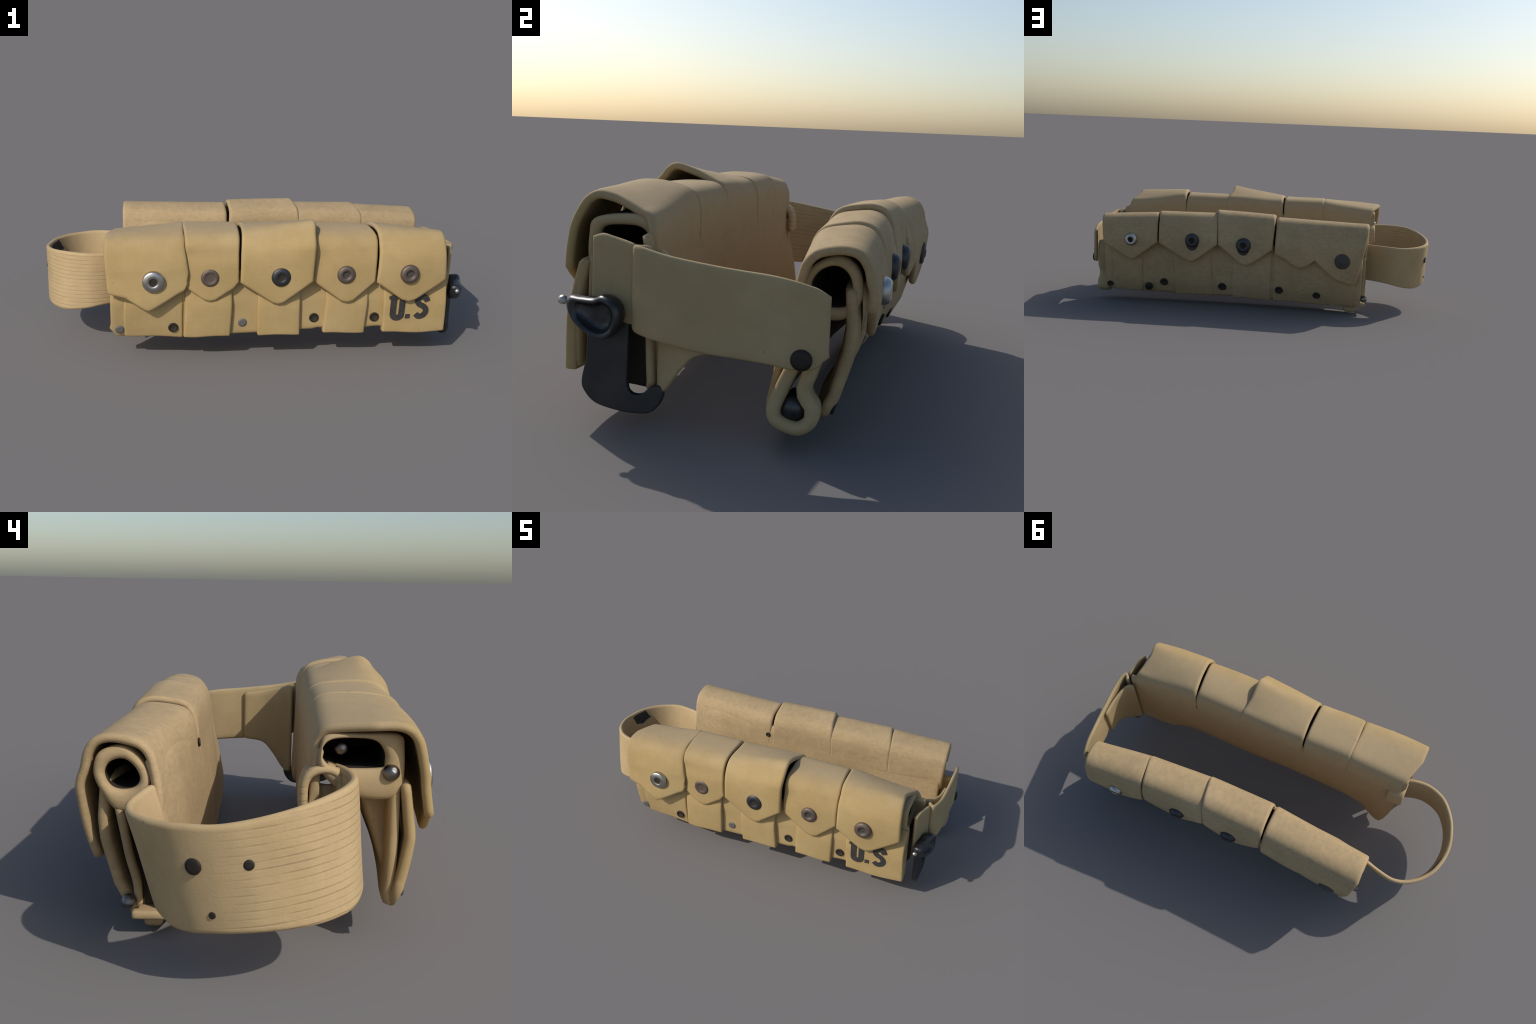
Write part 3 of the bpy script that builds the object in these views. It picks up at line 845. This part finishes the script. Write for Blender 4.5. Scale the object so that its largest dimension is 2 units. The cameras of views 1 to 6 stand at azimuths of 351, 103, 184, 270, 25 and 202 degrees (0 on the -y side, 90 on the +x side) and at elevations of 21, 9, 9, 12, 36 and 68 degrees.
# gusset: the strap's lower corner sweeping down to the hook
gpath = [(0.976, 0.05, 0.44, 0.242), (0.970, -0.03, 0.45, 0.228), (0.960, -0.075, 0.46, 0.185), (0.945, -0.115, 0.47, 0.130), (0.925, -0.142, 0.48, 0.108), (0.895, -0.158, 0.48, 0.115)]
G = np.zeros((30, 14, 3))
for i, (x, y, zt, zb) in enumerate(spline(gpath, 30)):
    for j, t in enumerate(np.linspace(0, 1, 14)):
        G[i, j] = (x, y, zb + (zt - zb) * t)
sheet('strap_gusset', G, 0.016, M_strap, side=-1)

# strap end folded down round a bar
def swept_band(name, pts, width, thick, mat, axis=(1, 0, 0), n=60, parent=None):
    """Band of given width along `axis`, following pts in the plane across it."""
    c = spline([p[:3] for p in pts], n)
    wv = np.interp(np.linspace(0, 1, n), np.linspace(0, 1, len(pts)), [p[3] if len(p) > 3 else width for p in pts])
    G = np.zeros((n, 7, 3))
    for i in range(n):
        for j, t in enumerate(np.linspace(-0.5, 0.5, 7)):
            G[i, j] = c[i] + np.array(axis) * wv[i] * t
    return sheet(name, G, thick, mat, parent, side=-1)


swept_band('strap_end_loop', [(0.925, 0.280, 0.36), (0.925, 0.290, 0.28), (0.928, 0.270, 0.20), (0.922, 0.258, 0.160), (0.926, 0.280, 0.125), (0.928, 0.276, 0.078), (0.928, 0.232, 0.048),
                              (0.928, 0.168, 0.066), (0.926, 0.150, 0.108), (0.920, 0.172, 0.175), (0.925, 0.205, 0.250)], 0.074, 0.036, M_strap)
bar = []
for x, r in ((0.86, 0.034), (0.928, 0.034), (0.943, 0.030), (0.952, 0.019), (0.956, 0.004)):
    bar.append([(x, 0.216 + r * math.cos(a), 0.112 + r * math.sin(a)) for a in np.linspace(0, 2 * math.pi, 24, endpoint=False)])
loft('end_bar', bar, M_dark)

# ================================================================== BUCKLE
def plate(name, outline, x, t, mat, hole=None, bevel=0.004, slant=None):
    cu = bpy.data.curves.new(name, 'CURVE')
    cu.dimensions = '2D'
    cu.fill_mode = 'BOTH'
    cu.extrude = t / 2 - bevel
    cu.bevel_depth = bevel
    cu.bevel_resolution = 2
    for o in [outline] + ([hole] if hole else []):
        p = spline(o, 140, True)[:-1]
        sp = cu.splines.new('POLY')
        sp.points.add(len(p) - 1)
        for q, (a, b) in zip(sp.points, p):
            q.co = (a, b, 0, 1)
        sp.use_cyclic_u = True
    tmp = bpy.data.objects.new(name + '_helper', cu)
    bpy.context.collection.objects.link(tmp)
    dg = bpy.context.evaluated_depsgraph_get()
    me = bpy.data.meshes.new_from_object(tmp.evaluated_get(dg))
    bpy.data.objects.remove(tmp)
    for v in me.vertices:
        a, b, c = v.co
        xx = x + c
        if slant:
            xx += slant(a, b)
        v.co = (xx, a, b)
    me.name = name
    me.materials.clear()
    me.materials.append(mat)
    ob = bpy.data.objects.new(name, me)
    bpy.context.collection.objects.link(ob)
    ob.parent = root
    return ob


plate('buckle_plate', [(-0.318, 0.33), (-0.322, 0.28), (-0.331, 0.235), (-0.333, 0.187), (-0.345, 0.126), (-0.337, 0.098), (-0.307, 0.071), (-0.248, 0.058), (-0.195, 0.056), (-0.160, 0.062),
                       (-0.137, 0.085), (-0.128, 0.112), (-0.136, 0.126), (-0.158, 0.121), (-0.178, 0.103), (-0.196, 0.098), (-0.214, 0.102), (-0.226, 0.122), (-0.226, 0.20), (-0.224, 0.28), (-0.225, 0.33), (-0.27, 0.335)],
      0.930, 0.020, M_plate)

# hook: cupped ear of dark metal with raised rim
hook_rim = [(-0.372, 0.345), (-0.376, 0.318), (-0.362, 0.290), (-0.335, 0.270), (-0.302, 0.256), (-0.270, 0.256), (-0.243, 0.272), (-0.229, 0.305), (-0.232, 0.335), (-0.250, 0.354), (-0.277, 0.360),
            (-0.300, 0.350), (-0.335, 0.348)]
rim = spline(hook_rim, 73, True)[:-1]
cen = np.array([-0.29, 0.306])
def hx(p):  # the ear leans out of the plate toward its wide end
    return 0.945 + 0.030 * np.clip((p[0] + 0.37) / 0.12, 0, 1)
rings = []
for k, (s, dx) in enumerate([(0.75, -0.035), (1.02, -0.026), (1.08, -0.006), (1.08, 0.012), (0.97, 0.024), (0.87, 0.026), (0.76, 0.016), (0.66, 0.002), (0.50, -0.004), (0.25, -0.005), (0.02, -0.005)]):
    ring = []
    for q in rim:
        p = cen + (q - cen) * s
        ring.append((hx(p) + dx, p[0], p[1]))
    rings.append(ring)
hook = loft('buckle_hook', rings, M_dark)
kn = lathe_mesh('hook_knob', [(0.4, -1.6, 0), (0.5, -0.9, 0), (0.9, -0.6, 0), (1.05, 0, 0), (0.9, 0.55, 0), (0.5, 0.9, 0), (0.05, 1.0, 0)], [M_silver], 20)
place('hook_knob', kn, (0.935, -0.405, 0.334), (-0.15, -1, 0.15), 0.012, hook)
